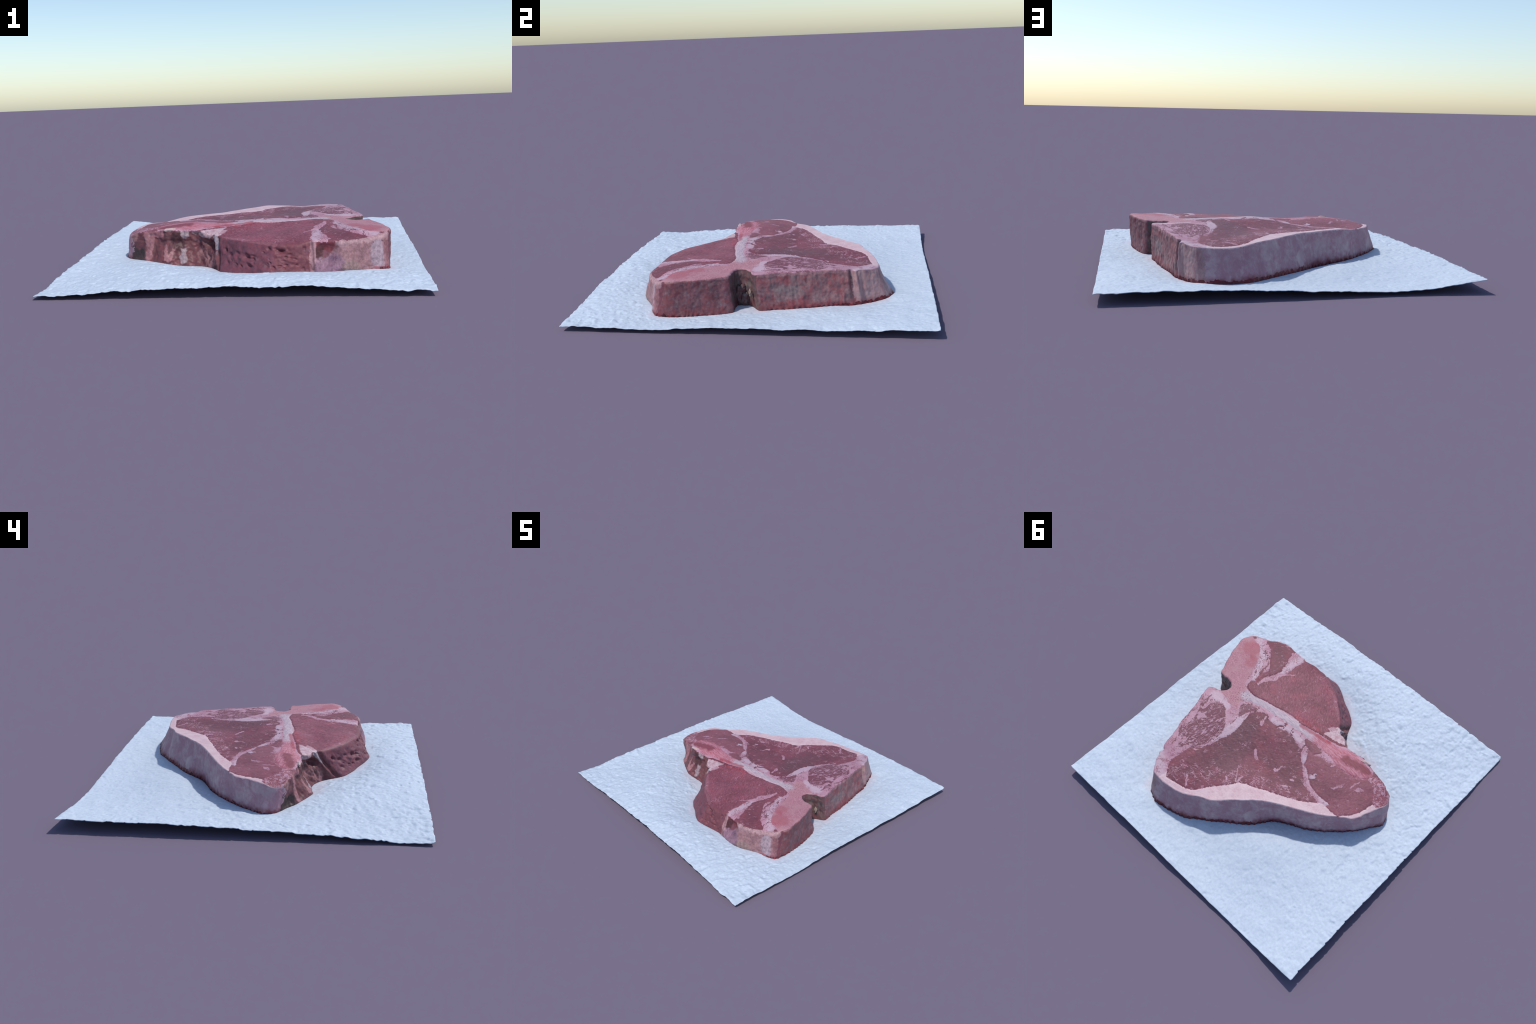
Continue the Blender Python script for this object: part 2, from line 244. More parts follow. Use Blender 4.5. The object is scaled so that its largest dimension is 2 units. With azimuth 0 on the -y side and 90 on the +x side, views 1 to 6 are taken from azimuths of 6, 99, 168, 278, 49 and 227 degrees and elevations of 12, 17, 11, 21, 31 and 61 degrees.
# ---------------------------------------------------------------- node helpers
class Nodes:
    def __init__(self, name):
        self.mat = bpy.data.materials.new(name)
        self.mat.use_nodes = True
        self.t = self.mat.node_tree
        self.t.nodes.clear()
        self.out = self.t.nodes.new("ShaderNodeOutputMaterial")
        self.bsdf = self.t.nodes.new("ShaderNodeBsdfPrincipled")
        self.t.links.new(self.bsdf.outputs[0], self.out.inputs[0])
        self.co = self.t.nodes.new("ShaderNodeTexCoord").outputs["Object"]

    def put(self, sock, v):
        if isinstance(v, bpy.types.NodeSocket):
            self.t.links.new(v, sock)
        elif hasattr(sock.default_value, "__len__") and not hasattr(v, "__len__"):
            sock.default_value = (v,) * len(sock.default_value)
        elif hasattr(sock.default_value, "__len__") and len(sock.default_value) == 4 and len(v) == 3:
            sock.default_value = (*v, 1)
        else:
            sock.default_value = v

    def map(self, scale=(1, 1, 1), rot=0.0, loc=(0, 0, 0), co=None):
        """turn about z, then stretch: pieces lie along the turned y axis"""
        co = co or self.co
        if rot:
            r = self.t.nodes.new("ShaderNodeMapping")
            self.put(r.inputs["Vector"], co)
            r.inputs["Rotation"].default_value = (0, 0, rot)
            co = r.outputs[0]
        n = self.t.nodes.new("ShaderNodeMapping")
        self.put(n.inputs["Vector"], co)
        n.inputs["Scale"].default_value = scale
        n.inputs["Location"].default_value = loc
        return n.outputs[0]

    def noise(self, scale, detail=3, rough=0.55, dist=0.0, co=None):
        n = self.t.nodes.new("ShaderNodeTexNoise")
        self.put(n.inputs["Vector"], co or self.co)
        for k, v in (("Scale", scale), ("Detail", detail), ("Roughness", rough), ("Distortion", dist)):
            n.inputs[k].default_value = v
        return n.outputs["Fac"]

    def voronoi(self, scale, co=None, feature="F1"):
        n = self.t.nodes.new("ShaderNodeTexVoronoi")
        n.feature = feature
        self.put(n.inputs["Vector"], co or self.co)
        n.inputs["Scale"].default_value = scale
        return n.outputs["Distance"]

    def math(self, op, a, b=0.0, c=0.0, clamp=False):
        n = self.t.nodes.new("ShaderNodeMath")
        n.operation = op; n.use_clamp = clamp
        for s, v in zip(n.inputs, (a, b, c)):
            self.put(s, v)
        return n.outputs[0]

    def step(self, x, lo, hi):
        n = self.t.nodes.new("ShaderNodeMapRange")
        n.interpolation_type = "SMOOTHSTEP"
        self.put(n.inputs["Value"], x)
        n.inputs["From Min"].default_value = lo
        n.inputs["From Max"].default_value = hi
        return n.outputs[0]

    def mix(self, fac, a, b, mode="MIX"):
        n = self.t.nodes.new("ShaderNodeMix")
        n.data_type = "RGBA"; n.blend_type = mode
        self.put(n.inputs[0], fac); self.put(n.inputs[6], a); self.put(n.inputs[7], b)
        return n.outputs[2]

    def spot(self, centre, radius, wobble=0.25, wscale=30):
        """soft patch around a point, its outline broken up by noise"""
        n = self.t.nodes.new("ShaderNodeVectorMath"); n.operation = "DISTANCE"
        self.put(n.inputs[0], self.co); n.inputs[1].default_value = centre
        d = self.math("DIVIDE", n.outputs["Value"], radius)
        d = self.math("ADD", d, self.math("MULTIPLY_ADD", self.noise(wscale, 3), 2 * wobble, -wobble))
        return self.math("SUBTRACT", 1.0, self.step(d, 0.45, 1.1))

    def band(self, a, b, width, wobble=0.2, wscale=40, inner=0.4):
        """soft patch around the straight line from a to b"""
        ab = Vector(b) - Vector(a); L = ab.length
        s = self.t.nodes.new("ShaderNodeVectorMath"); s.operation = "SUBTRACT"
        self.put(s.inputs[0], self.co); s.inputs[1].default_value = a
        dt = self.t.nodes.new("ShaderNodeVectorMath"); dt.operation = "DOT_PRODUCT"
        self.put(dt.inputs[0], s.outputs[0]); dt.inputs[1].default_value = ab / (L * L)
        k = self.math("MINIMUM", self.math("MAXIMUM", dt.outputs["Value"], 0.0), 1.0)
        m = self.t.nodes.new("ShaderNodeVectorMath"); m.operation = "MULTIPLY_ADD"
        self.put(m.inputs[0], k); m.inputs[1].default_value = -ab; self.put(m.inputs[2], s.outputs[0])
        ln = self.t.nodes.new("ShaderNodeVectorMath"); ln.operation = "LENGTH"
        self.put(ln.inputs[0], m.outputs[0])
        d = self.math("DIVIDE", ln.outputs["Value"], width)
        d = self.math("ADD", d, self.math("MULTIPLY_ADD", self.noise(wscale, 3), 2 * wobble, -wobble))
        return self.math("SUBTRACT", 1.0, self.step(d, inner, 1.1))

    def finish(self, colour, rough=0.5, bump=None, strength=0.3, dist=0.004, coat=0.0):
        self.put(self.bsdf.inputs["Base Color"], colour)
        self.put(self.bsdf.inputs["Roughness"], rough)
        self.bsdf.inputs["Specular IOR Level"].default_value = 0.22
        self.bsdf.inputs["Coat Weight"].default_value = coat
        self.bsdf.inputs["Coat Roughness"].default_value = 0.25
        if bump is not None:
            n = self.t.nodes.new("ShaderNodeBump")
            n.inputs["Strength"].default_value = strength
            n.inputs["Distance"].default_value = dist
            self.put(n.inputs["Height"], bump)
            self.t.links.new(n.outputs[0], self.bsdf.inputs["Normal"])
        return self.mat


LEAN = (0.205, 0.064, 0.088)
LEAN_DARK = (0.142, 0.047, 0.065)
ROSE = (0.232, 0.074, 0.102)
FAT_PINK = (0.43, 0.24, 0.305)
FAT_LILAC = (0.48, 0.35, 0.415)
FAT_PALE = (0.58, 0.42, 0.45)
JUICE = (0.17, 0.018, 0.024)


def muscle(name, base, dark, grain_rot, fleck=0.5, fleck_scale=55, near=None, fibre=0.25, stains=()):
    """cut lean meat: fibre grain, drifting tone and short curved flecks of fat"""
    n = Nodes(name)
    tone = n.step(n.noise(5, 4), 0.36, 0.66)
    col = n.mix(tone, dark, base)
    red = n.step(n.noise(13, 3, co=n.map(loc=(3, 1, 0))), 0.48, 0.72)
    col = n.mix(n.math("MULTIPLY", red, 0.55), col, (base[0] * 1.22, base[1] * 0.90, base[2] * 0.95))
    for a, b, w, c, amt in stains:
        col = n.mix(n.math("MULTIPLY", n.band(a, b, w, .4, 35), amt), col, c)
    fib = n.noise(135, 4, 0.65, 0.7, co=n.map((1, 0.35, 1), grain_rot))
    col = n.mix(n.math("MULTIPLY", n.step(fib, 0.48, 0.74), fibre), col, (base[0] * 1.9, base[1] * 2.3, base[2] * 2.1))
    col = n.mix(n.math("MULTIPLY", n.step(fib, 0.50, 0.28), fibre * 1.3), col, tuple(c * 0.5 for c in dark))
    # flecks: thin level lines of one noise, kept only where a second one is high
    keep = n.noise(24, 3, 0.6)
    if near is not None:
        for a, b, w in near:
            keep = n.math("MULTIPLY_ADD", n.band(a, b, w), 0.12, keep)
    line = n.math("ABSOLUTE", n.math("SUBTRACT", n.noise(fleck_scale, 2, 0.5, 0.9, co=n.map((1, 0.6, 1), grain_rot + 0.5)), 0.5))
    thin = n.math("SUBTRACT", 1.0, n.step(line, 0.010, 0.055))
    mask = n.math("MULTIPLY", thin, n.step(keep, 0.66 - 0.12 * fleck, 0.78 - 0.12 * fleck))
    line = n.math("ABSOLUTE", n.math("SUBTRACT", n.noise(fleck_scale * .42, 3, 0.55, 1.2, co=n.map((1, .7, 1), grain_rot - .4, (7, 2, 3))), 0.5))
    long = n.math("MULTIPLY", n.math("SUBTRACT", 1.0, n.step(line, 0.004, 0.026)), n.step(n.noise(17, 2, co=n.map(loc=(2, 8, 1))), 0.60 - .1 * fleck, 0.72 - .1 * fleck))
    mask = n.math("MAXIMUM", mask, n.math("MULTIPLY", long, .8))
    specks = n.math("SUBTRACT", 1.0, n.step(n.voronoi(75, co=n.map((1, 0.6, 1), grain_rot)), 0.14, 0.30))
    where = n.noise(18, 2, co=n.map(loc=(9, 4, 1)))
    if near is not None:
        where = n.math("MULTIPLY_ADD", n.band(*near[0]), 0.14, where)
    specks = n.math("MULTIPLY", specks, n.step(where, 0.53, 0.68))
    mask = n.math("MAXIMUM", mask, n.math("MULTIPLY", specks, fleck))
    col = n.mix(n.math("MULTIPLY", mask, 0.66), col, (0.52, 0.30, 0.37))
    return n.finish(col, 0.55, n.math("MULTIPLY_ADD", mask, .4, fib), 0.35, 0.003)


def fat(name, base, tint, tint_amount=0.5, rough=0.5, streak=0.0, bands=()):
    """fat: pale, mottled with pink, crossed by thin strands of lean and membrane"""
    n = Nodes(name)
    m = n.step(n.noise(15, 5, 0.65), 0.36, 0.68)
    col = n.mix(n.math("MULTIPLY", m, tint_amount), base, tint)
    for a, b, w, c in bands:
        col = n.mix(n.math("MULTIPLY", n.band(a, b, w, .5, 30), .85), col, c)
    g = n.noise(110, 5, 0.65, 0.4)
    col = n.mix(n.math("MULTIPLY", n.step(g, 0.48, 0.74), 0.45), col, tuple(min(1, c * 1.25) for c in base))
    col = n.mix(n.math("MULTIPLY", n.step(g, 0.48, 0.28), 0.35), col, tint)
    if streak:
        line = n.math("ABSOLUTE", n.math("SUBTRACT", n.noise(36, 4, 0.6, 1.0), 0.5))
        red = n.math("MULTIPLY", n.math("SUBTRACT", 1.0, n.step(line, 0.012, 0.06)), n.step(n.noise(14, 3, co=n.map(loc=(5, 5, 5))), 0.42, 0.56))
        col = n.mix(n.math("MULTIPLY", red, streak), col, ROSE)
    return n.finish(col, rough, g, 0.25, 0.003)


def marbled(name, lean, scale, share, turn=0.0, stretch=0.6, soft=0.05):
    """lean and fat woven together in worm-like lines"""
    n = Nodes(name)
    w = n.noise(scale, 3, 0.55, 1.0, co=n.map((1, stretch, 1), turn))
    big = n.noise(11, 2, co=n.map(loc=(4, 2, 2)))
    w = n.math("MULTIPLY_ADD", n.math("SUBTRACT", big, 0.5), 0.35, w)
    m = n.step(w, share - soft, share + soft)
    line = n.math("ABSOLUTE", n.math("SUBTRACT", n.noise(scale * .8, 2, 0.5, .8, co=n.map((1, stretch * .7, 1), turn, (3, 3, 1))), 0.5))
    m = n.math("MAXIMUM", m, n.math("MULTIPLY", n.math("SUBTRACT", 1.0, n.step(line, .006, .035)), .75))
    g = n.noise(150, 4, 0.6)
    a = n.mix(n.step(g, 0.35, 0.7), tuple(c * 0.8 for c in lean), tuple(c * 1.3 for c in lean))
    b = n.mix(n.step(g, 0.4, 0.7), tuple(c * .9 for c in FAT_PINK), tuple(c * 1.12 for c in FAT_PINK))
    return n.finish(n.mix(m, a, b), 0.55, n.math("ADD", w, n.math("MULTIPLY", g, 0.3)), 0.4, 0.004)


def wall(name, tones, scale=(1, 1, 0.7), size=16, grain=0.3, fine=60, spots=(), rough=0.5, contrast=(0.38, 0.64), juice=0.0, bands=()):
    """side of the steak: blotches of the given tones laid over one another;
    juice that has gathered above the foot stains it red"""
    n = Nodes(name)
    col = tones[0]
    for i, c in enumerate(tones[1:]):
        f = n.noise(size * (1 + 0.4 * i), 6, 0.66, 0.4, co=n.map(scale, 0, (i * 3.1 + 1, i * 1.7, i * 2.3)))
        col = n.mix(n.step(f, contrast[0] + 0.10 * (i % 2), contrast[1] + 0.10 * (i % 2)), col, c)
    for centre, rad, c, amt in spots:
        col = n.mix(n.math("MULTIPLY", n.spot(centre, rad, 0.45, 40), amt), col, c)
    wavy = n.step(n.noise(48, 5, 0.65), 0.3, 0.7) if bands else None
    for a, b, w, c, amt in bands:
        shade = n.mix(wavy, tuple(k * .72 for k in c), tuple(min(1, k * 1.22) for k in c))
        col = n.mix(n.math("MULTIPLY", n.band(a, b, w, .62, 34, .78), amt), col, shade)
    g = n.noise(fine, 5, 0.7, 0.3, co=n.map(scale))
    col = n.mix(n.math("MULTIPLY", n.step(g, 0.54, 0.30), grain), col, tuple(c * 0.45 for c in tones[0]))
    col = n.mix(n.math("MULTIPLY", n.step(g, 0.55, 0.78), grain), col, tuple(min(1, c * 1.6) for c in tones[0]))
    if juice:
        sep = n.t.nodes.new("ShaderNodeSeparateXYZ")
        n.put(sep.inputs[0], n.co)
        h = n.math("MULTIPLY_ADD", n.noise(22, 4, .6), -0.075, sep.outputs[2])
        col = n.mix(n.math("MULTIPLY", n.step(h, 0.035, -0.012), juice), col, JUICE)
    return n.finish(col, rough, g, 0.35, 0.004)


def bone_material():
    n = Nodes("cut_bone")
    g = n.noise(150, 5, 0.7)
    spongy = n.mix(n.step(g, 0.32, 0.68), (0.31, 0.125, 0.16), (0.48, 0.235, 0.28))
    pale = n.mix(n.math("MULTIPLY", n.step(n.noise(14, 4), 0.4, 0.7), .7), spongy, (0.42, 0.225, 0.25))
    # hard greyish stem of the T, streaked along its length
    grey = n.mix(n.step(n.noise(30, 5, 0.6, .5, co=n.map((1, 4, 1), 0.05)), 0.3, 0.75), (0.40, 0.30, 0.355), (0.54, 0.42, 0.465))
    stem = n.band((0.45, -0.105, 0.238), (-0.12, -0.172, 0.230), 0.056, 0.35)
    lip = n.band((0.66, 0.012, 0.235), (0.54, 0.02, 0.238), 0.03, 0.4)
    col = n.mix(n.math("MAXIMUM", stem, n.math("MULTIPLY", lip, 0.8)), pale, grey)
    # bloody marrow at the corner, along the stem and in the rounded tip
    red = (0.32, 0.052, 0.078)
    col = n.mix(n.math("MULTIPLY", n.spot((0.70, -0.405, 0.219), 0.095, 0.6, 22), 0.5), col, red)
    col = n.mix(n.math("MULTIPLY", n.spot((0.63, -0.32, 0.225), 0.06, 0.6, 22), 0.4), col, red)
    tip = n.band((-0.16, -0.185, 0.23), (-0.50, -0.19, 0.22), 0.115, 0.45)
    pink = n.mix(n.step(n.noise(26, 5, .6, .8, co=n.map((1, 4, 1), 0.12)), 0.36, 0.62), (0.34, 0.085, 0.12), (0.48, 0.215, 0.265))
    col = n.mix(n.math("MULTIPLY", tip, 0.9), col, pink)
    col = n.mix(n.math("MULTIPLY", n.band((-0.335, -0.188, 0.235), (-0.485, -0.222, 0.22), 0.040, 0.6), .85), col, (0.19, 0.045, 0.062))
    col = n.mix(n.math("MULTIPLY", n.band((0.03, -0.180, 0.236), (-0.17, -0.212, 0.225), 0.020, 0.6), 0.7), col, (0.31, 0.045, 0.062))
    # pores at the crossing of the T
    pores = n.math("SUBTRACT", 1.0, n.step(n.voronoi(85), 0.14, 0.32))
    pores = n.math("MULTIPLY", pores, n.spot((0.485, -0.075, 0.238), 0.085, 0.5))
    col = n.mix(n.math("MULTIPLY", pores, 0.8), col, (0.12, 0.035, 0.045))
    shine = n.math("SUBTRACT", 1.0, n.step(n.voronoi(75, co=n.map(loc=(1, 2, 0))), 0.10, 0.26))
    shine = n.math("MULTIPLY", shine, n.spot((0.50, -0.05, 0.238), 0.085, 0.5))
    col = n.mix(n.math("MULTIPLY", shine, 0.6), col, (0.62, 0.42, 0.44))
    vein = n.math("SUBTRACT", 1.0, n.step(n.math("ABSOLUTE", n.math("SUBTRACT", n.noise(8, 3, 0.5, 0.3, co=n.map((1, 8, 1), 0.06)), 0.5)), 0.004, 0.025))
    col = n.mix(n.math("MULTIPLY", n.math("MULTIPLY", vein, stem), 0.5), col, (0.22, 0.15, 0.22))
    return n.finish(col, 0.55, n.math("SUBTRACT", g, n.math("MULTIPLY", pores, 1.5)), 0.4, 0.004)


def paper_material():
    n = Nodes("butcher_paper")
    f = n.noise(60, 5, 0.7)
    col = n.mix(n.step(f, 0.3, 0.7), (0.465, 0.535, 0.635), (0.55, 0.62, 0.715))
    fl = n.noise(9, 4)
    col = n.mix(n.math("MULTIPLY", n.step(fl, 0.45, 0.75), 0.4), col, (0.49, 0.555, 0.655))
    specks = n.math("SUBTRACT", 1.0, n.step(n.voronoi(9), 0.010, 0.028))
    col = n.mix(n.math("MULTIPLY", specks, 0.35), col, (0.22, 0.24, 0.30))
    # blood soaking out where the meat touches
    for a, b, w in (((0.80, -0.53, 0.03), (0.69, 0.05, 0.03), 0.05), ((0.69, 0.05, 0.03), (0.52, 0.72, 0.03), 0.055),
                    ((-0.13, -0.47, 0.02), (0.05, -0.62, 0.03), 0.06), ((-0.19, -0.39, 0.02), (-0.42, -0.36, 0.02), 0.05)):
        col = n.mix(n.math("MULTIPLY", n.band(a, b, w, 0.5, 35), 0.22), col, (0.60, 0.42, 0.46))
    return n.finish(col, 0.62, n.noise(150, 4, 0.65), 0.25, 0.003)


# ---------------------------------------------------------------- build the paper
def build_paper():
    m = 461
    g = np.linspace(-1, 1, m)
    gx, gy = np.meshgrid(g, g)
    u, v = gx.ravel(), gy.ravel()
    # corners of the sheet, bilinear in between
    c = np.array([(-.993, -.992), (.993, -1.0), (.998, .995), (-.994, 1.0)])
    w = np.c_[(1 - u) * (1 - v), (1 + u) * (1 - v), (1 + u) * (1 + v), (1 - u) * (1 + v)] / 4
    q = w @ c
    # torn front and left edges, wavering right and back edges, fading inwards
    for axis, side, amp, tear in ((1, -1, .005, .016), (0, -1, .004, .014), (0, 1, .003, .002), (1, 1, .003, .002)):
        s, d = (u, v) if axis else (v, u)
        fade = np.clip(1 - (1 - d * side) / .035, 0, 1)
        line = xyz(np.c_[s, np.full_like(s, side * 3 + axis)])
        wob = amp * noise(line, 5, 11) + amp * .6 * noise(line, 19, 12)
        saw = (s * 11 + .6 * noise(line, 4, 16)) % 1.0
        wob -= tear * (.45 * np.clip((saw - .72) / .28, 0, 1) ** 2 * np.clip(.4 + noise(line, 5, 17) * 1.6, 0, 1.3) + .22 * np.abs(noise(line, 45, 14)))
        q[:, axis] += side * fade * np.minimum(wob, .004)
    z = paper_height(q)
    under = inside(foot_curve[:, :2], q)
    # below the meat the sheet sags a little out of contact
    z[under] -= 0.012 * np.clip(distance_to_foot(q[under]) / .02, 0.0, 1)
    z = np.maximum(z, 0.0035)
    i = np.arange(m * m).reshape(m, m)
    f = np.c_[i[:-1, :-1].ravel(), i[:-1, 1:].ravel(), i[1:, 1:].ravel(), i[1:, :-1].ravel()]
    me = new_mesh("butcher_paper", np.c_[q, z], f, [paper_material()])
    ob = link("butcher_paper", me)
    sol = ob.modifiers.new("thickness", "SOLIDIFY")
    sol.thickness = 0.003; sol.offset = -1
    ob["label"] = "square sheet of crumpled white butcher paper with torn edges"
    ob["category"] = "paper sheet"
    return ob


# ---------------------------------------------------------------- build the steak skin
# character of the wall along the stations: rounding of the rim, flare exponent of
# the profile, belly, upright folds, lumps
WALL = [(0, .022, 1.9, .001, .002, .003), (4, .015, 2.0, .000, .002, .004), (5, .012, 1.4, .000, .002, .004), (7, .014, 1.0, .000, .004, .008),
        (13, .013, 1.0, .000, .004, .008), (15, .012, 1.7, .003, .003, .005), (21, .012, 1.7, .004, .004, .005), (23, .010, 1.5, .007, .004, .004),
        (26, .010, 1.5, .008, .002, .004), (28, .010, 1.6, .006, .002, .003), (33, .010, 1.5, .003, .002, .003), (40, .010, 1.2, .003, .002, .004),
        (44, .011, 1.3, .002, .002, .003), (46, .012, 1.2, .001, .002, .003), (48.3, .016, 1.2, .001, .005, .004), (50, .016, 1.4, -.009, .005, .010), (53, .014, 1.4, -.007, .005, .013),
        (56, .012, 1.4, -.006, .006, .013), (58, .018, 1.5, -.003, .003, .004), (61, .028, 1.3, .003, .002, .004), (65, .028, 1.3, .004, .002, .004),
        (67, .018, 1.3, .002, .002, .003), (69, .020, 1.2, .002, .002, .003), (72, .026, 1.3, .003, .003, .003), (74, .025, 1.7, .001, .003, .003)]
# single dents (-) and swellings (+): station, share of the height from the rim down,
# half width in stations, half height, depth
FEATURES = [(50.4, .35, .6, .30, -.014), (48.6, .80, .8, .22, -.012), (47.6, .25, .8, .3, .008), (50.6, .30, .45, .5, .012), (51.4, .15, .8, .12, .010), (51.3, .75, .45, .3, .008),
            (49.9, .65, .4, .4, -.010), (52.6, .45, .8, .25, -.012), (53.6, .38, .7, .28, -.020), (54.8, .5, .5, .6, .008), (54.3, .8, .4, .2, -.014),
            (55.6, .12, .9, .10, .014), (55.7, .35, .6, .14, -.036), (56.0, .66, .8, .2, .008), (56.9, .4, .3, .5, .010), (57.3, .5, .25, .5, -.016),
            (57.8, .3, .35, .4, .008), (66.55, .5, .35, .7, .010), (67.6, .42, .55, .32, -.024), (68.5, .75, .8, .28, .012), (69.2, .04, .9, .10, .005),
            (67.3, .06, .45, .10, .007), (70.2, .20, .8, .18, .007), (71.1, .85, .3, .15, -.008), (72.9, .5, .7, .6, .004), (71.9, .5, .25, .6, -.004),
            (22.6, .40, .30, .6, -.016), (23.2, .35, .25, .7, .010), (23.9, .6, .25, .5, -.008), (42.5, .35, .25, .4, -.008), (33.2, .6, 1.0, .3, .006)]


def build_skin():
    at, length = arc_samples(ST[:, :3], 0.0031)
    n = len(at)
    prof = np.array(WALL + [(NST,) + WALL[0][1:]], float)
    par = [np.interp(at, prof[:, 0], prof[:, k]) for k in range(1, 6)]
    ker = np.ones(33) / 33
    par = [np.convolve(np.r_[p[-16:], p, p[:16]], ker, "valid") for p in par]
    rnd, flare, belly, fold, lump = par
    c = catmull(ST, at)
    rim, foot = c[:, :3].copy(), c[:, 3:].copy()
    arc = np.arange(n) * length / n
    # outward direction in plan, from the mean of rim and foot loops
    mid = (rim[:, :2] + foot[:, :2]) / 2
    tan = np.roll(mid, -4, 0) - np.roll(mid, 4, 0)
    out = np.c_[tan[:, 1], -tan[:, 0]]
    out /= np.linalg.norm(out, axis=1, keepdims=True)
    out = sum(np.roll(out, k, 0) for k in range(-4, 5))
    out /= np.linalg.norm(out, axis=1, keepdims=True)
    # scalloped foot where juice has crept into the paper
    scallop = np.interp(at, [0, 3, 4, 6, 14, 16, 26, 44, 47, 58, 73, NST], [1, 1, .6, 0, 0, 1, 1, 1, .3, 0, .3, 1])
    teeth = 0.0042 * np.sin(arc * 2 * math.pi / 0.031 + 2 * noise(np.c_[arc, arc * 0, arc * 0], 6, 31))
    ripple = 0.0045 * noise(np.c_[arc, arc * 0, arc * 0], 22, 32) + .002 * noise(np.c_[arc, arc * 0, arc * 0], 60, 33)
    foot[:, :2] += out * (scallop * ripple)[:, None]
    foot[:, 2] = paper_height(foot[:, :2]) - 0.001
    pts = np.array([r[:3] for r in RIM_FOOT] + TOP_INNER)
    top_model = tps_fit(pts[:, :2], pts[:, 2], 1e-3)

    def top_height(q):
        p = xyz(q)
        z = tps(top_model, q)
        z = z + 0.0016 * noise(p, 9, 21) + 0.0010 * noise(p, 30, 22) + 0.0006 * noise(p, 80, 23)
        # the T stands a little proud, its edges scored by the saw
        d = (q - (0.16, -0.155)) @ np.array((0.0, 1.0))
        z = z + 0.002 * bell(d, .03) * (q[:, 0] > -.25) * (q[:, 0] < .45)
        # muscles swell between their borders and are creased along them
        for name, crease, swell in (("loin", .0016, .0030), ("flank", .0014, .0024), ("tender", .0018, .0034), ("chain", .0014, .0026), ("bone", .0012, .0008)):
            line = catmull(REGION_PLAN[name], arc_samples(np.array(REGION_PLAN[name]), .003)[0])
            e = distance_to(line, q)
            z = z - crease * bell(e, .005) + swell * np.clip(e / .05, 0, 1) ** .7 * inside(line, q)
        return z - .002

    lift = rim + np.c_[out * (0.22 * rnd)[:, None], 0.10 * rnd]
    inner_xy = rim[:, :2] - out * rnd[:, None]
    inner = np.c_[inner_xy, top_height(inner_xy)]
    height = rim[:, 2] - foot[:, 2]

    def on_wall(u):
        # u: 0 at the rim, 1 at the foot; array per station
        p = lift + (foot - lift) * np.c_[u ** flare, u ** flare, u]
        return p + np.c_[out * (belly * np.sin(np.pi * np.clip(u, 0, 1)) ** 1.0)[:, None], np.zeros(n)]

    u_r = rnd / height
    levels, shares, kinds = [], [], []
    for k in range(6):                     # rounded rim
        t = (k / 6)
        a, b, e = inner, lift, on_wall(u_r)
        levels.append((1 - t) ** 2 * a + 2 * t * (1 - t) * b + t * t * e)
        shares.append(u_r * t); kinds.append("rim")
    rows = 52
    for k in range(rows + 1):
        u = u_r + (1 - u_r) * (k / rows)
        levels.append(on_wall(u)); shares.append(u); kinds.append("wall")
    pits = []
    for _ in range(44):
        k = rng.uniform(.6, 1.5)
        pits.append((rng.uniform(58.2, 65.2), rng.uniform(.16, .90), .13 * k, .048 * k, -rng.uniform(.006, .012) * k))
    for _ in range(22):
        k = rng.uniform(.8, 1.6)
        pits.append((rng.uniform(58.2, 66.0), rng.uniform(.25, .9), .22 * k, .08 * k, rng.uniform(.003, .006)))
    for L in range(1, len(levels)):
        P, u = levels[L], shares[L]
        q = np.c_[arc * 1.0, u * .2, np.zeros(n)]
        soft = np.clip(u / np.maximum(u_r, 1e-4), 0, 1) if kinds[L] == "rim" else np.ones(n)
        hold = soft * np.clip((1 - u) / .08, 0, 1)
        d = fold * noise(q * (1, .22, 1), 26, 41) + .5 * fold * noise(q * (1, .3, 1), 60, 42)
        d += lump * noise(P, 22, 43) + .45 * lump * noise(P, 55, 44) + .0007 * noise(P, 120, 45)
        for s, uu, ws, wu, a in FEATURES + pits:
            ds = np.abs(at - s); ds = np.minimum(ds, NST - ds)
            d += a * bell(ds, ws) * bell(u - uu, wu)
        d = d * hold + scallop * teeth * bell(1 - u, .05)
        P[:, :2] += out * d[:, None]
    wall_v = np.vstack(levels)
    nl = len(levels)
    faces, label, share = [], [], []
    j = np.arange(n); jn = (j + 1) % n
    quad = [np.c_[L * n + j, (L + 1) * n + j, (L + 1) * n + jn, L * n + jn] for L in range(nl - 1)]
    quad_kind = np.concatenate([[kinds[L] == "rim"] * n for L in range(nl - 1)])
    quad_station = np.tile(at, nl - 1)
    quad_share = np.concatenate([(shares[L] + shares[L + 1]) / 2 for L in range(nl - 1)])
    return dict(v=wall_v, quads=np.vstack(quad), rim=quad_kind, station=quad_station, share=quad_share, n=n, last=(nl - 1) * n,
                inner=inner_xy, top_height=top_height)


def warp(q):
    """feathered, interlocking borders between lean and fat"""
    p = xyz(q)
    return np.c_[noise(p, 34, 51), noise(p, 34, 52)] * .0042 + np.c_[noise(p, 90, 53), noise(p, 90, 54)] * .0046 + np.c_[noise(p, 210, 55), noise(p, 210, 56)] * .0042


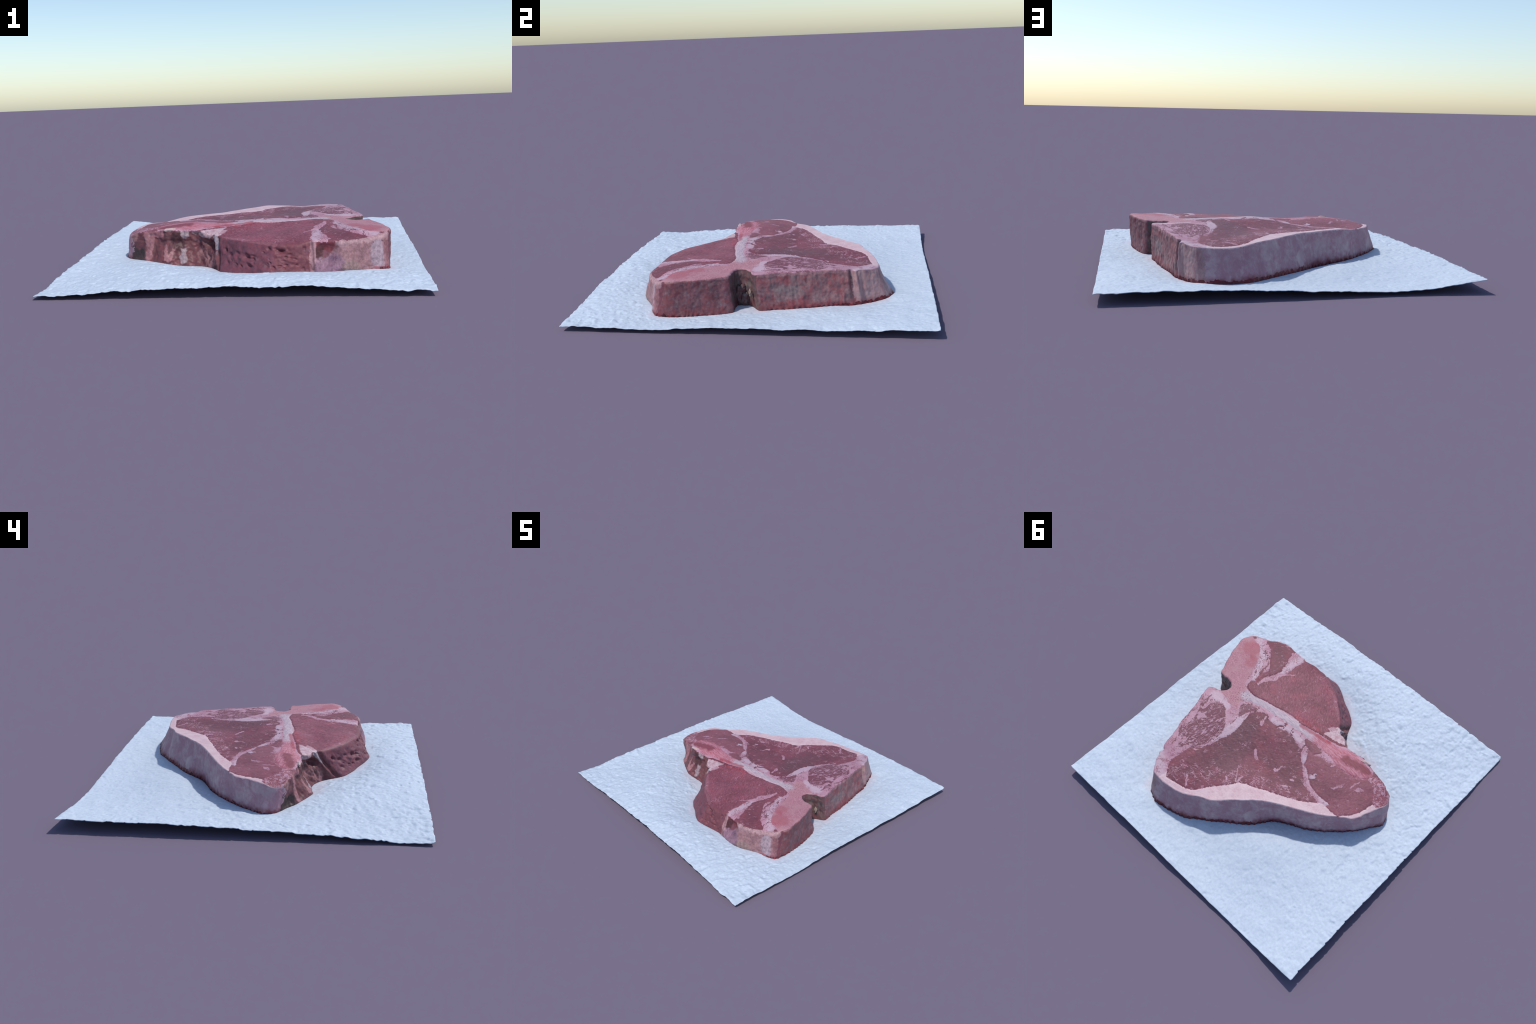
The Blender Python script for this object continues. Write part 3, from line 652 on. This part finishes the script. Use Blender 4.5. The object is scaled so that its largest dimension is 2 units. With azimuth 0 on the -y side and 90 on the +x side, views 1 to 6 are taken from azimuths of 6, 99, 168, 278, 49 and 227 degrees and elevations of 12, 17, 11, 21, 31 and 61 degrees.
def build_top(skin):
    """triangulate the cut face inside the rim on a fine jittered lattice"""
    ring = skin["inner"]; n = len(ring)
    edges = [(i, (i + 1) % n) for i in range(n)]
    outlines = {}
    for name, ctrl in list(REGION_PLAN.items()) + [("streak_" + k, v) for k, v in STREAK_PLAN.items()]:
        idx, _ = arc_samples(np.array(ctrl), .006)
        outlines[name] = catmull(ctrl, idx)
    s = .0031
    gx, gy = np.meshgrid(np.arange(-.8, .9, s), np.arange(-.7, .8, s * .866))
    gx[1::2] += s / 2
    g = np.c_[gx.ravel(), gy.ravel()] + rng.uniform(-.0006, .0006, (gx.size, 2))
    g = g[inside(ring, g)]
    busy = set()
    for p in ring:
        busy.add((int(p[0] // .002), int(p[1] // .002)))
    g = np.array([p for p in g if (int(p[0] // .002), int(p[1] // .002)) not in busy])
    pts = np.vstack([ring, g])
    res = geometry.delaunay_2d_cdt([Vector(p) for p in pts], edges, [], 0, 1e-6)
    v = np.array([tuple(p) for p in res[0]])
    tri = np.array([f for f in res[2] if len(f) == 3])
    back = np.full(len(v), -1)
    for k, src in enumerate(res[3]):
        r = [i for i in src if i < n]
        if r:
            back[k] = r[0]
    tri = tri[inside(ring, v[tri].mean(1))]
    return v, tri, back, outlines


def classify(q, outlines):
    w = q + warp(q)
    lab = np.full(len(q), "fat_seam", object)
    for name, part in (("tender", "tenderloin"), ("loin", "strip_loin"), ("flank", "flank_muscle"), ("chain", "chain_muscle"), ("cap", "fat_cap"),
                       ("marbled", "spinal_muscle"), ("marbled2", "spinal_muscle"), ("gristle", "gristle"), ("seam_t", "fat_seam"),
                       ("bone", "bone"), ("sinew", "sinew")):
        lab[inside(outlines[name], w)] = part
    for name, c in outlines.items():
        if name.startswith("streak_"):
            lab[inside(c, w)] = "fat_seam"
    # stray threads of lean in the fat between spine and loin, beside the stem and by the cartilage
    t = xyz(np.c_[q @ np.array((.95, .3)), q @ np.array((-.3, .95)) * .35])
    thread = noise(t, 42, 57) + .5 * noise(xyz(q), 100, 58)
    soft = lab == "fat_seam"
    lab[soft & (q[:, 0] > .37) & (q[:, 1] > .06) & (q[:, 1] < .50) & (thread > .34)] = "spinal_muscle"
    lab[soft & (q[:, 1] < .03) & (q[:, 1] > -.16) & (q[:, 0] < .40) & (q[:, 0] > -.25) & (thread > .52)] = "strip_loin"
    lab[soft & (q[:, 0] > .47) & (q[:, 1] < -.20) & (thread > .40)] = "chain_muscle"
    return lab


def wall_part(at, u, v3):
    """which part of the side a spot belongs to"""
    fr = .22 * noise(v3, 45, 62) + .12 * noise(v3, 120, 67)
    s = at + .35 * noise(v3 * (1, 1, .7), 14, 61) + fr
    low = u + .07 * noise(v3, 16, 63) + .06 * noise(v3, 60, 64)
    lab = np.full(len(at), "bone_side", object)
    lab[(s > 14.3) & (s <= 22.6)] = "spinal_side"
    lab[(at > 5.3) & (at <= 14.2)] = "marrow_channel"
    lab[(s > 22.6) & (s <= 27.2) & (at > 16)] = "fat_fold"
    lab[(s > 27.2) & (s <= 47.4)] = "fat_cap"
    lab[(s > 47.4) & (s <= 54.8)] = "flank_side"
    lab[(s > 54.8) & (s <= 57.7)] = "sinew_side"
    lab[(s > 57.7) & (s <= 67.2)] = "tenderloin_side"
    b = at + .10 * noise(v3, 20, 68) + .3 * fr
    lab[(b > 66.85 + .15 * u) & (b <= 72.0)] = "chain_side"
    lab[(b > 66.55 - .15 * u) & (b <= 67.25 - .3 * u)] = "fat_band"
    lab[(b <= 70.2) & (((b - 68.75) / 1.15) ** 2 + ((u - .80) / .47) ** 2 + .8 * fr < 1)] = "membrane"
    lab[(b > 69.75 - .25 * (u < .3)) & (b <= 72.2)] = "tan_fat"
    lab[(b > 72.1) & (b <= 73.9)] = "fat_strip"
    lab[(b > 72.1) & (b <= 73.6) & (low < .24)] = "tan_fat"
    # strips of fat hanging over the flank and from the bone tip
    hang = noise(np.c_[at * 1.1, u * 1.1 + at * .2, np.zeros(len(at))], 1.5, 65) + .5 * fr
    lab[(lab == "flank_side") & (hang > .22)] = "flank_fold"
    lab[(lab == "flank_side") & (np.abs(at - (50.4 + u * .8) - .3 * hang) < .55 - .25 * u)] = "flank_fold"
    
    juice = ((s > 15) & (s < 46)) | ((at < 4) & (s < 3.5)) | ((s > 72.4) & (at > 60))
    edge = np.interp(at, [0, 3, 15, 20, 23, 27, 36, 46, 72, 74], [.97, 1.0, .99, .98, .92, .90, .92, .985, .97, .93])
    lab[juice & (low > edge)] = "blood_rim"
    return lab


def build_steak():
    skin = build_skin()
    tv, tri, back, outlines = build_top(skin)
    base = len(skin["v"])
    fresh = back < 0
    new_id = np.where(fresh, base + np.cumsum(fresh) - 1, back)
    q = tv[fresh]
    top_v = np.c_[q, skin["top_height"](q)]
    V = np.vstack([skin["v"], top_v])
    top_f = new_id[tri]
    # orientation: upward
    a, b, c = (V[top_f[:, k]] for k in range(3))
    up = np.cross(b - a, c - a)[:, 2]
    top_f[up < 0] = top_f[up < 0][:, ::-1]
    cen = V[top_f].mean(1)[:, :2]
    top_lab = classify(cen, outlines)
    quads = skin["quads"]
    wc = V[quads].mean(1)
    wl = wall_part(skin["station"], skin["share"], wc)
    rim_lab = classify(wc[:, :2], outlines)
    on_rim = skin["share"] < np.where(np.abs(skin["station"] - 67.1) < .9, .10, .05) + .02 * noise(wc, 60, 66) * (np.abs(skin["station"] - 10) > 5)
    wl = np.where(on_rim, rim_lab, wl)
    # underside, fanned to one point just above the paper
    ring = np.arange(skin["n"]) + skin["last"]
    hub = len(V)
    V = np.vstack([V, [[.1, .05, .02]]])
    bot = np.c_[ring, np.full(len(ring), hub), np.roll(ring, -1)]
    faces = [tuple(f) for f in quads] + [tuple(f) for f in top_f] + [tuple(f) for f in bot]
    labels = np.concatenate([wl, top_lab, np.full(len(bot), "underside", object)])
    whole = bpy.data.meshes.new("whole")
    whole.from_pydata([tuple(p) for p in V], [], [tuple(int(i) for i in f) for f in faces])
    whole.update()
    nrm = np.empty(len(V) * 3, np.float32)
    whole.vertex_normals.foreach_get("vector", nrm)
    nrm = nrm.reshape(-1, 3)
    bpy.data.meshes.remove(whole)

    white = [((0.352, 0.25, .24), (0.335, 0.03, .24), .05), ((-0.14, -0.03, .22), (-0.47, 0.13, .2), .035), ((0.42, -0.57, .2), (0.42, -0.42, .22), .035),
             ((0.73, -0.50, .21), (0.60, -0.40, .22), .035), ((0.60, -0.40, .22), (0.50, -0.20, .23), .028), ((0.61, 0.03, .235), (0.50, 0.05, .24), .045),
             ((0.55, 0.58, .22), (0.46, 0.66, .21), .05), ((0.19, -0.09, .24), (-0.06, -0.10, .23), .03)]
    fat_seam = fat("intermuscular_fat", FAT_PINK, (0.40, 0.19, 0.255), .6, .5, .75, [w + (FAT_LILAC,) for w in white])
    near_cap = [((0.40, 0.60, .21), (-0.05, 0.30, .22), .10), ((-0.05, 0.30, .22), (-0.40, 0.15, .2), .06)]
    pale = (0.39, 0.235, 0.255)
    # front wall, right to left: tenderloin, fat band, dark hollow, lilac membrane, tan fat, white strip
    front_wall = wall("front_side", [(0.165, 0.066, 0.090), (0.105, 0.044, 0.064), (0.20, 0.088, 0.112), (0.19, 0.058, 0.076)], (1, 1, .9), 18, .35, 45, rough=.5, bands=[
        ((0.28, -0.66, .13), (0.33, -0.66, .07), .10, (0.175, 0.055, 0.068), .75),
        ((0.42, -0.60, .185), (0.55, -0.61, .175), .045, (0.21, 0.048, 0.060), .9), ((0.41, -0.63, .13), (0.42, -0.66, .05), .045, (0.17, 0.042, 0.05), .9),
        ((0.60, -0.62, .13), (0.70, -0.575, .10), .10, (0.30, 0.16, 0.175), 1), ((0.56, -0.645, .07), (0.62, -0.62, .06), .035, (0.23, 0.165, 0.15), .6),
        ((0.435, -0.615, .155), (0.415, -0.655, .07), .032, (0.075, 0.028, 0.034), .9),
        ((0.455, -0.66, .075), (0.51, -0.65, .085), .058, (0.27, 0.15, 0.205), .95), ((0.475, -0.64, .12), (0.50, -0.635, .115), .026, (0.135, 0.075, 0.12), .8),
        ((0.402, -0.60, .195), (0.388, -0.665, .04), .021, (0.37, 0.20, 0.22), .95), ((0.55, -0.605, .20), (0.79, -0.50, .212), .036, pale, .95),
        ((0.742, -0.545, .155), (0.748, -0.565, .05), .042, (0.37, 0.27, 0.315), .95), ((0.785, -0.51, .17), (0.80, -0.53, .05), .025, (0.30, 0.14, 0.155), .7),
        ((0.72, -0.565, .030), (0.81, -0.52, .024), .018, (0.26, 0.03, 0.042), .7),
        ((0.02, -0.50, .185), (0.20, -0.60, .182), .014, (0.26, 0.10, 0.125), .7)])
    flank_wall = wall("tail_side", [(0.185, 0.058, 0.068), (0.10, 0.036, 0.043), (0.23, 0.085, 0.095), (0.13, 0.055, 0.062)], (1, 1, .9), 19, .35, 50, rough=.45, bands=[
        ((-0.66, -0.20, .17), (-0.72, -0.15, .13), 0.037, (0.284, 0.148, 0.155), .8), ((-0.71, -0.165, .06), (-0.63, -0.225, .05), 0.055, (0.050, 0.042, 0.040), .85),
        ((-0.50, -0.262, .19), (-0.575, -0.25, .185), 0.029, (0.310, 0.130, 0.151), .85), ((-0.56, -0.25, .17), (-0.575, -0.285, .06), 0.030, (0.327, 0.151, 0.166), .95),
        ((-0.465, -0.295, .13), (-0.455, -0.33, .06), 0.016, (0.344, 0.165, 0.176), .9), ((-0.405, -0.30, .12), (-0.44, -0.335, .05), 0.015, (0.344, 0.161, 0.173), .9),
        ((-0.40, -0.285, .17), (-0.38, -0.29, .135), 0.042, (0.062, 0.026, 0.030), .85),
        ((-0.27, -0.32, .10), (-0.20, -0.385, .05), 0.045, (0.284, 0.134, 0.140), .95), ((-0.345, -0.28, .20), (-0.355, -0.33, .05), 0.026, (0.327, 0.246, 0.268), .95),
        ((-0.285, -0.28, .205), (-0.20, -0.31, .195), 0.030, (0.387, 0.265, 0.288), .9), ((-0.29, -0.285, .155), (-0.265, -0.285, .15), 0.022, (0.070, 0.055, 0.070), .9),
        ((-0.16, -0.345, .185), (-0.140, -0.42, .10), 0.018, (0.310, 0.257, 0.292), .95), ((-0.215, -0.31, .16), (-0.19, -0.36, .06), 0.014, (0.090, 0.040, 0.050), .8)])
    mats = {
        "strip_loin": muscle("loin_lean", LEAN, LEAN_DARK, .9, .62, 46, near_cap, .28, [((0.28, .10, .23), (0.20, .32, .215), .12, (0.125, .056, .072), .6)]),
        "flank_muscle": muscle("flank_lean", (0.245, 0.085, 0.112), (0.18, 0.064, 0.084), .2, .45, 58, None, .22),
        "tenderloin": muscle("tenderloin_lean", ROSE, (0.172, 0.054, 0.074), -.6, .2, 60, None, .5,
                             [((-0.10, -0.40, .19), (0.06, -0.52, .19), .018, (0.32, .14, .17), .45), ((0.06, -0.52, .19), (0.14, -0.54, .19), .014, (0.29, .12, .15), .35), ((-0.03, -0.222, .226), (-0.25, -0.262, .213), .022, (0.15, .03, .045), .8), ((0.10, -.205, .23), (-.06, -.235, .22), .022, (0.31, .05, .072), .6)]),  # third band: dark red line beside the bone
        "chain_muscle": muscle("chain_lean", (0.20, 0.062, 0.085), LEAN_DARK, .6, .6, 50, None, .25),
        "spinal_muscle": marbled("spinal_lean", (0.175, 0.062, 0.086), 44, .565, .25, .5),
        "gristle": marbled("gristle_weave", (0.24, 0.075, 0.098), 72, .56, .4, .7),
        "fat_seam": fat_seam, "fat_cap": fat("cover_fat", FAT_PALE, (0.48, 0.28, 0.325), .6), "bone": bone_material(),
        "sinew": fat("white_sinew", (0.54, 0.40, 0.43), (0.34, 0.15, 0.19), .85, .4, .5),
        "sinew_side": flank_wall,
        "bone_side": wall("sawn_bone_side", [(0.22, 0.095, 0.112), (0.125, 0.056, 0.072), (0.27, 0.14, 0.148), (0.21, 0.062, 0.072), (0.20, 0.15, 0.165)], (1, 1, .9), 12, .5, 60, juice=.45, bands=[((0.812, -0.44, .228), (0.72, -0.12, .233), .020, (0.34, 0.165, 0.185), .9)]),
        "marrow_channel": wall("channel_lining", [(0.15, 0.115, 0.11), (0.09, 0.07, 0.078), (0.21, 0.165, 0.145), (0.15, 0.06, 0.07)], (1, 1, .6), 20, .4, 60, juice=.4),
        "spinal_side": wall("spinal_side_meat", [(0.28, 0.14, 0.148), (0.20, 0.14, 0.15), (0.32, 0.19, 0.19), (0.26, 0.075, 0.088), (0.14, 0.09, 0.105)], (1, 1, .85), 11, .48, 55, juice=.6, bands=[((0.69, 0.02, .233), (0.575, 0.52, .230), .022, (0.36, 0.19, 0.205), .85), ((0.66, 0.24, .12), (0.675, 0.16, .11), .045, (0.22, 0.175, 0.18), .6)]),
        "fat_fold": wall("folded_fat", [(0.40, 0.225, 0.235), (0.28, 0.135, 0.155), (0.46, 0.30, 0.285), (0.34, 0.23, 0.24)], (1, 1, .4), 22, .35, 60, juice=.55),
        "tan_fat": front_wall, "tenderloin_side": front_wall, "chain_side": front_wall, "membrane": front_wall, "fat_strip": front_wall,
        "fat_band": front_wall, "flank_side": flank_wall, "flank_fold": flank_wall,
        "blood_rim": wall("blood", [(0.165, 0.024, 0.031), (0.10, 0.016, 0.022), (0.21, 0.055, 0.063)], (1, 1, .8), 18, .3, 50, rough=.35),
        "underside": wall("underside_meat", [(0.2, 0.07, 0.08), (0.3, 0.15, 0.16)]),
    }
    # the fat on the outside of the cap is duller and veined
    side_fat = wall("cover_fat_side", [(0.47, 0.335, 0.365), (0.38, 0.235, 0.28), (0.52, 0.39, 0.41), (0.37, 0.19, 0.24)], (1, 1, .8), 8, .2, 40, juice=.85)

    steak = link("t_bone_steak", None)
    steak["label"] = "raw T-bone steak with marbled red meat, white fat cap and bone"
    steak["category"] = "raw steak"
    names = {"bone_side": "vertebra_side", "fat_fold": "fat_fold"}
    is_wall = np.zeros(len(faces), bool); is_wall[:len(quads)] = ~on_rim
    for lab in sorted(set(labels)):
        f = [faces[i] for i in np.where(labels == lab)[0]]
        w = is_wall[np.where(labels == lab)[0]]
        used = np.unique(np.concatenate([np.array(x) for x in f]))
        loc = {int(g): k for k, g in enumerate(used)}
        ml = [mats[lab]] + ([side_fat] if lab == "fat_cap" else [])
        me = new_mesh(names.get(lab, lab), V[used], [[loc[int(i)] for i in x] for x in f], ml)
        if lab == "fat_cap":
            me.polygons.foreach_set("material_index", [int(k) for k in w])
        me.normals_split_custom_set_from_vertices([tuple(x) for x in nrm[used]])
        link(names.get(lab, lab), me, steak)
    # pale cartilage knob on the tip of the T
    build_knob(steak, (-0.432, -0.262, 0.2135), (.034, .013, .010), .16, fat("cartilage", (0.52, 0.39, 0.38), (0.40, 0.22, 0.22), .6, .35))
    # chunks of marrow lodged in the channel
    chunk = wall("marrow_chunk", [(0.12, 0.10, 0.105), (0.07, 0.05, 0.058), (0.19, 0.155, 0.15), (0.13, 0.045, 0.05)], (1, 1, 1), 30, .3, 70)
    for p, r, a in (((.606, -.088, .075), (.022, .020, .060), .3), ((.610, -.052, .055), (.024, .026, .040), 1.0), ((.604, -.066, .115), (.016, .022, .028), .8)):
        build_knob(steak, p, r, a, chunk, "marrow_chunk")
    build_knob(steak, (.652, -.016, .112), (.010, .009, .022), .4, fat("tendon_stub", (0.32, 0.25, 0.20), (0.22, 0.15, 0.13)), "tendon_stub")
    return steak


def build_knob(parent, centre, radii, turn, mat, name="cartilage_knob"):
    import bmesh
    bm = bmesh.new()
    bmesh.ops.create_icosphere(bm, subdivisions=4, radius=1)
    v = np.array([tuple(x.co) for x in bm.verts])
    v *= 1 + (.34 * noise(v, 1.6, hash_of(centre)) + .14 * noise(v, 4, 3) + .05 * noise(v, 9, 5))[:, None]
    v = v * np.array(radii)
    c, s = math.cos(turn), math.sin(turn)
    v = np.c_[v[:, 0] * c - v[:, 1] * s, v[:, 0] * s + v[:, 1] * c, v[:, 2]] + np.array(centre)
    for x, p in zip(bm.verts, v):
        x.co = p
    me = bpy.data.meshes.new(name)
    bm.to_mesh(me); bm.free()
    me.materials.append(mat)
    me.polygons.foreach_set("use_smooth", [True] * len(me.polygons))
    return link(name, me, parent)


def hash_of(p):
    return int(abs(p[0] * 131 + p[1] * 71 + p[2] * 37)) % 97


build_paper()
build_steak()
